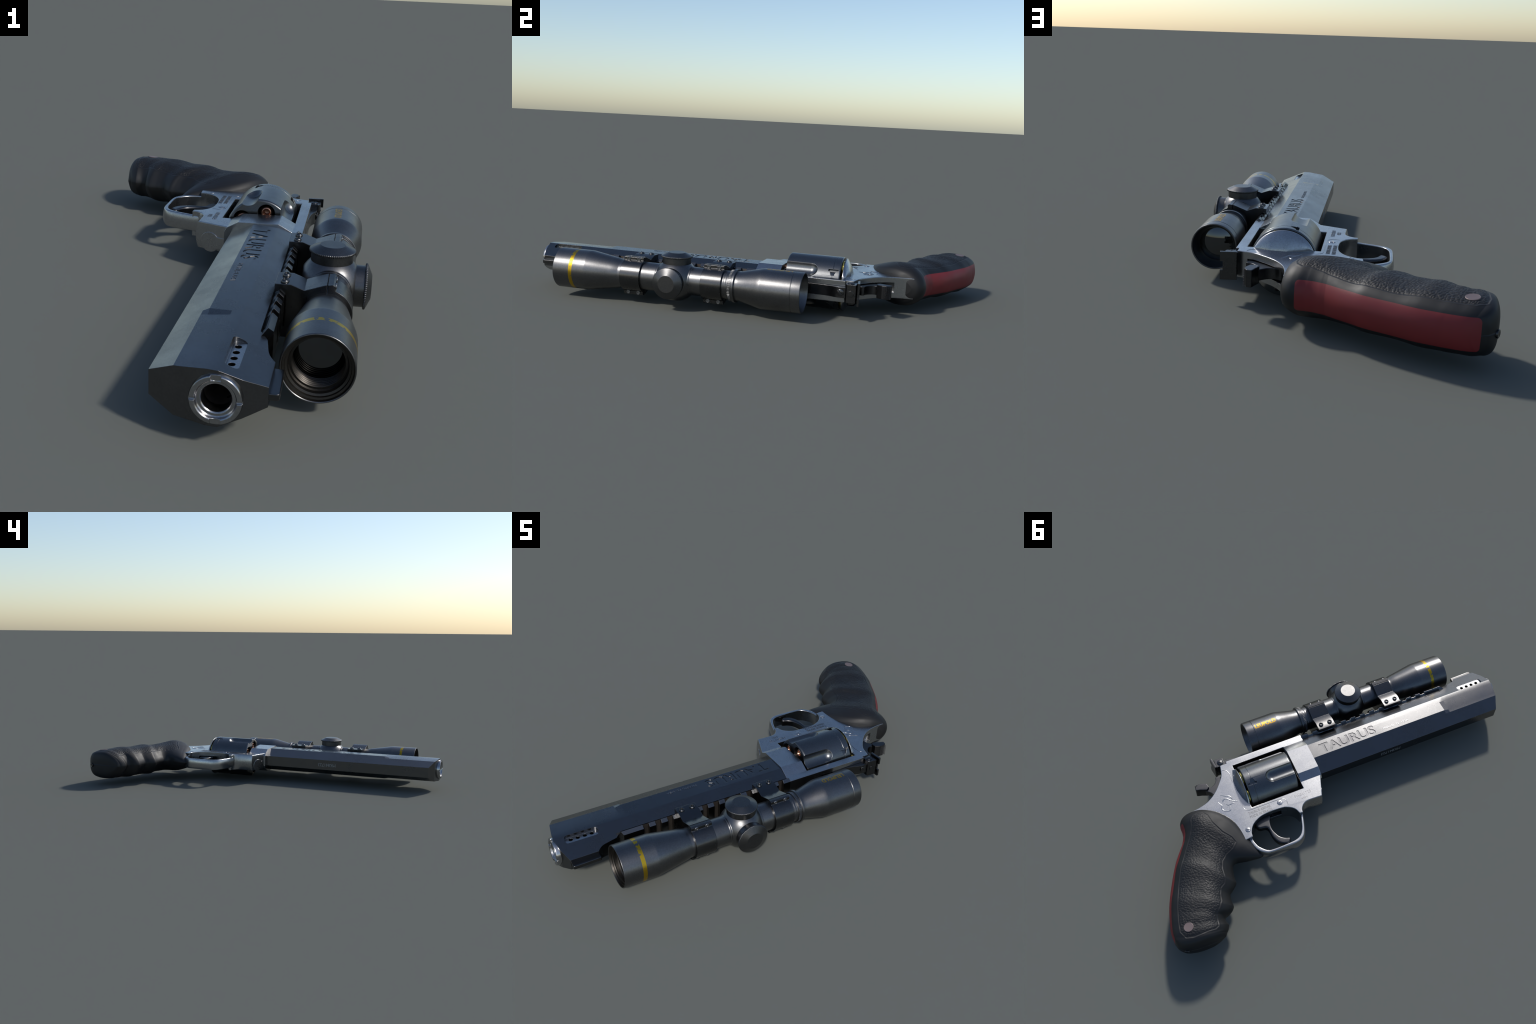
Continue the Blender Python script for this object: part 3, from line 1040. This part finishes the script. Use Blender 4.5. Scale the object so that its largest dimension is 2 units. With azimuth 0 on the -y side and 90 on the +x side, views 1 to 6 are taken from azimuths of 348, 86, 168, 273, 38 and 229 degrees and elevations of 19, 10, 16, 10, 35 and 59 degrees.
# medallion near the butt
med = lathe([(-0.006, 0.0), (-0.006, 0.0205), (0.0006, 0.0205), (0.0014, 0.0190), (0.0010, 0.0185), (0.0014, 0.0)], 48)
from mathutils.bvhtree import BVHTree
tree = BVHTree.FromPolygons([tuple(v) for v in V], faces)
hit, nrm, _, _ = tree.ray_cast(Vector((-0.785, -0.556, 0.3)), Vector((0, 0, -1)))
if nrm.z < 0:
    nrm = -nrm
turn = Vector((1, 0, 0)).rotation_difference(nrm).to_matrix().to_4x4()
link("medallion", moved(med, Matrix.Translation(hit) @ turn), MEDAL, grip_ob, angle=40, loc=(0, 0, 0))
hit, nrm = Vector((-0.8240, -0.6240, -0.003)), Vector((-0.42, -0.90, 0)).normalized()
bolt = lathe([(-0.01, 0.0), (-0.01, 0.012), (0.0015, 0.012), (0.0022, 0.0105), (0.001, 0.006), (0.001, 0.0)], 32)
link("grip_screw", moved(bolt, Matrix.Translation(hit) @ Vector((1, 0, 0)).rotation_difference(nrm).to_matrix().to_4x4()), BLACK, grip_ob, angle=40, loc=(0, 0, 0))

# ---------------------------------------------------------------- scope
SY = 0.255
prof_out = [(0.837, 0.0790), (0.8385, 0.0805), (0.8380, 0.0822), (0.836, 0.0832), (0.703, 0.0832), (0.695, 0.0826), (0.64, 0.0735), (0.59, 0.0652), (0.572, 0.0625), (0.560, 0.0588),
            (0.552, 0.0580), (0.393, 0.0580), (0.3915, 0.0592), (0.386, 0.0598), (0.251, 0.0598), (0.2455, 0.0592), (0.244, 0.0580), (0.100, 0.0580),
            (0.0985, 0.0572), (0.097, 0.0580), (0.090, 0.0580), (0.0885, 0.0572), (0.087, 0.0580), (0.0815, 0.0580), (0.0815, 0.0625), (0.0775, 0.0630), (0.0665, 0.0630), (0.0665, 0.0670),
            (0.065, 0.0680), (0.0575, 0.0680), (0.056, 0.0670), (0.056, 0.0600), (0.040, 0.0605), (0.0, 0.0700), (-0.035, 0.0785), (-0.047, 0.0810), (-0.055, 0.0818),
            (-0.1755, 0.0818), (-0.1765, 0.0806), (-0.1780, 0.0806), (-0.1790, 0.0818), (-0.213, 0.0818), (-0.2155, 0.0805), (-0.2155, 0.0770),
            (-0.213, 0.0755), (-0.206, 0.0740), (-0.200, 0.0690), (-0.180, 0.0610), (-0.165, 0.0595), (-0.165, 0.0)]
inner = [(0.764, 0.0), (0.764, 0.0555)]
x = 0.766
while x < 0.806:                                   # baffle ribs inside the bell
    inner += [(x, 0.0585), (x + 0.003, 0.0615), (x + 0.005, 0.0590)]
    x += 0.0075
inner += [(0.808, 0.0640), (0.812, 0.0665), (0.822, 0.0672), (0.824, 0.0720), (0.829, 0.0730), (0.830, 0.0775), (0.8372, 0.0792)]
scope_mesh = lathe(prof_out, 128, y=SY)
ball = []
for k in range(49):
    t = math.pi * k / 48
    ball.append((0.3185 - 0.0895 * math.cos(t), 0.0895 * math.sin(t)))
ball_mesh = lathe(ball, 96, y=SY)
for v in ball_mesh.vertices:                       # flat seats below and on the left
    v.co.y = max(v.co.y, SY - 0.0770)
    v.co.z = max(v.co.z, -0.0800)
scope = link("scope", join([scope_mesh, ball_mesh]), SCOPE, angle=30)
knurl = lathe([(0.058, 0.0605), (0.0665, 0.0605), (0.0668, 0.0638), (0.0775, 0.0638), (0.0780, 0.0605)], 240, y=SY, knurl=(0.0660, 0.0777, 60, 0.0022))
link("power_ring", moved(knurl, Matrix.Translation((0.0035, 0, 0))), SCOPE, scope, angle=20, loc=(0, 0, 0))

cap_prof = [(0.050, 0.0), (0.050, 0.0640), (0.0640, 0.0605), (0.0665, 0.0580), (0.0930, 0.0580), (0.0935, 0.0625), (0.0945, 0.0640), (0.0985, 0.0640), (0.1000, 0.0620), (0.1125, 0.0355), (0.1130, 0.0345), (0.1130, 0.0)]
cap = lathe(cap_prof, 288, knurl=(0.0934, 0.0988, 72, 0.0016))
cap_z = moved(cap, X_TO_Z)
smooth(cap_z, 15)
cap_z.materials.append(CAP)
for rx in (0.0, -math.pi / 2):
    ob = bpy.data.objects.new("turret_cap", cap_z)
    bpy.context.scene.collection.objects.link(ob)
    ob.parent = scope
    ob.location = (0.3185, SY, 0)
    ob.rotation_euler = (rx, 0, 0)
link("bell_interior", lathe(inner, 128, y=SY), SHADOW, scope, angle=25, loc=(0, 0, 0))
link("objective_lens", lathe([(0.755, 0.0), (0.755, 0.0580)] + [(0.768 + 0.004 * (1 - (r / 0.058) ** 2), r) for r in np.linspace(0.058, 0.0, 14)], 64, y=SY), GLASS, scope, angle=60, loc=(0, 0, 0))
link("eyepiece_lens", lathe([(-0.160, 0.0), (-0.160, 0.0592)] + [(-0.1700 - 0.0105 * (1 - (r / 0.0592) ** 2), r) for r in np.linspace(0.0592, 0.0, 14)], 64, y=SY), GLASS, scope, angle=60, loc=(0, 0, 0))
name = lettering("LEUPOLD", 1.0, 0.106, 1.0, spacing=1.05, bold=0.035)
bm = bmesh.new()
bm.from_mesh(name)
for k in range(1, 16):
    bmesh.ops.bisect_plane(bm, geom=bm.verts[:] + bm.edges[:] + bm.faces[:], plane_co=(0, k / 16, 0), plane_no=(0, 1, 0))
bm.to_mesh(name)
bm.free()
for v in name.vertices:                            # wrap the word round the eyepiece
    ang = math.radians(98.8 - 16.5 * v.co.y)
    rad = 0.0817 + 0.0004 * (v.co.z + 0.5)
    v.co = (-0.169 + v.co.x, SY + rad * math.cos(ang), rad * math.sin(ang))
link("lettering", name, GOLD, scope, angle=30, loc=(0, 0, 0))

# ---------------------------------------------------------------- mount rings
base_half = [(0.153, 0.0), (0.153, 0.0405), (0.1375, 0.0550), (0.1305, 0.0505), (0.1240, 0.0485), (0.1240, 0.0705), (0.1640, 0.0715), (0.1990, 0.0590), (0.2490, 0.0775), (0.2535, 0.0785)]
base_half = base_half + [(0.2535, 0.0574)]
arc_low = [(SY + 0.0574 * math.cos(t), 0.0574 * math.sin(t)) for t in np.linspace(math.radians(92), math.pi, 24)]
base_sec = base_half + arc_low
base_sec = base_sec[:-1] + [(y, -z) for y, z in reversed(base_sec)]
base_sec = [q for i, q in enumerate(base_sec) if i == 0 or q != base_sec[i - 1]][:-1]
cap_half = [(0.2560, 0.0785), (0.2690, 0.0800), (0.2740, 0.0770), (0.2745, 0.0655)]
cap_half += [(SY + 0.0668 * math.cos(t), 0.0668 * math.sin(t)) for t in np.linspace(math.radians(71), 0, 24)]
cap_in = [(SY + 0.0574 * math.cos(t), 0.0574 * math.sin(t)) for t in np.linspace(0, math.radians(89), 24)]
full_out = cap_half + [(y, -z) for y, z in reversed(cap_half[:-1])]
full_in = [(y, -z) for y, z in reversed(cap_in)] + cap_in[1:]
cap_sec = full_out + full_in
ring_mesh = join([prism(base_sec, -0.0425, 0.0425), prism(cap_sec, -0.0425, 0.0425)])
smooth(ring_mesh, 25)
ring_mesh.materials.append(BLACK)
stud = lathe([(-0.002, 0.0), (-0.002, 0.0110), (0.0030, 0.0110), (0.0058, 0.0092), (0.0070, 0.0070), (0.0070, 0.0060), (0.0025, 0.0052), (0.0025, 0.0)], 32)
smooth(stud, 35)
stud.materials.append(BLACK)
pin = lathe([(-0.002, 0.0), (-0.002, 0.0082), (0.0016, 0.0082), (0.0026, 0.0070), (0.0026, 0.0045), (0.0005, 0.0042), (0.0005, 0.0)], 32)
smooth(pin, 35)
pin.materials.append(SCREW)
TO_Z = X_TO_Z.to_euler()
for rx in (0.4995, 0.1510):
    ring = bpy.data.objects.new("mount_ring", ring_mesh)
    bpy.context.scene.collection.objects.link(ring)
    ring.parent = root
    ring.location = (rx, 0, ZC)
    for dx in (-0.0222, 0.0222):
        for side in (1, -1):
            s = bpy.data.objects.new("screw", stud)
            bpy.context.scene.collection.objects.link(s)
            s.parent = ring
            s.location = (dx, 0.1475, side * 0.0708)
            s.rotation_euler = (0, -side * math.pi / 2, 0)
            s = bpy.data.objects.new("screw", pin)
            bpy.context.scene.collection.objects.link(s)
            s.parent = ring
            s.location = (dx, 0.2745, side * 0.0705)
            s.rotation_euler = (0, 0, math.pi / 2)

for me in [m for m in bpy.data.meshes if m.users == 0]:
    bpy.data.meshes.remove(me)
for cu in [c for c in bpy.data.curves if c.users == 0]:
    bpy.data.curves.remove(cu)
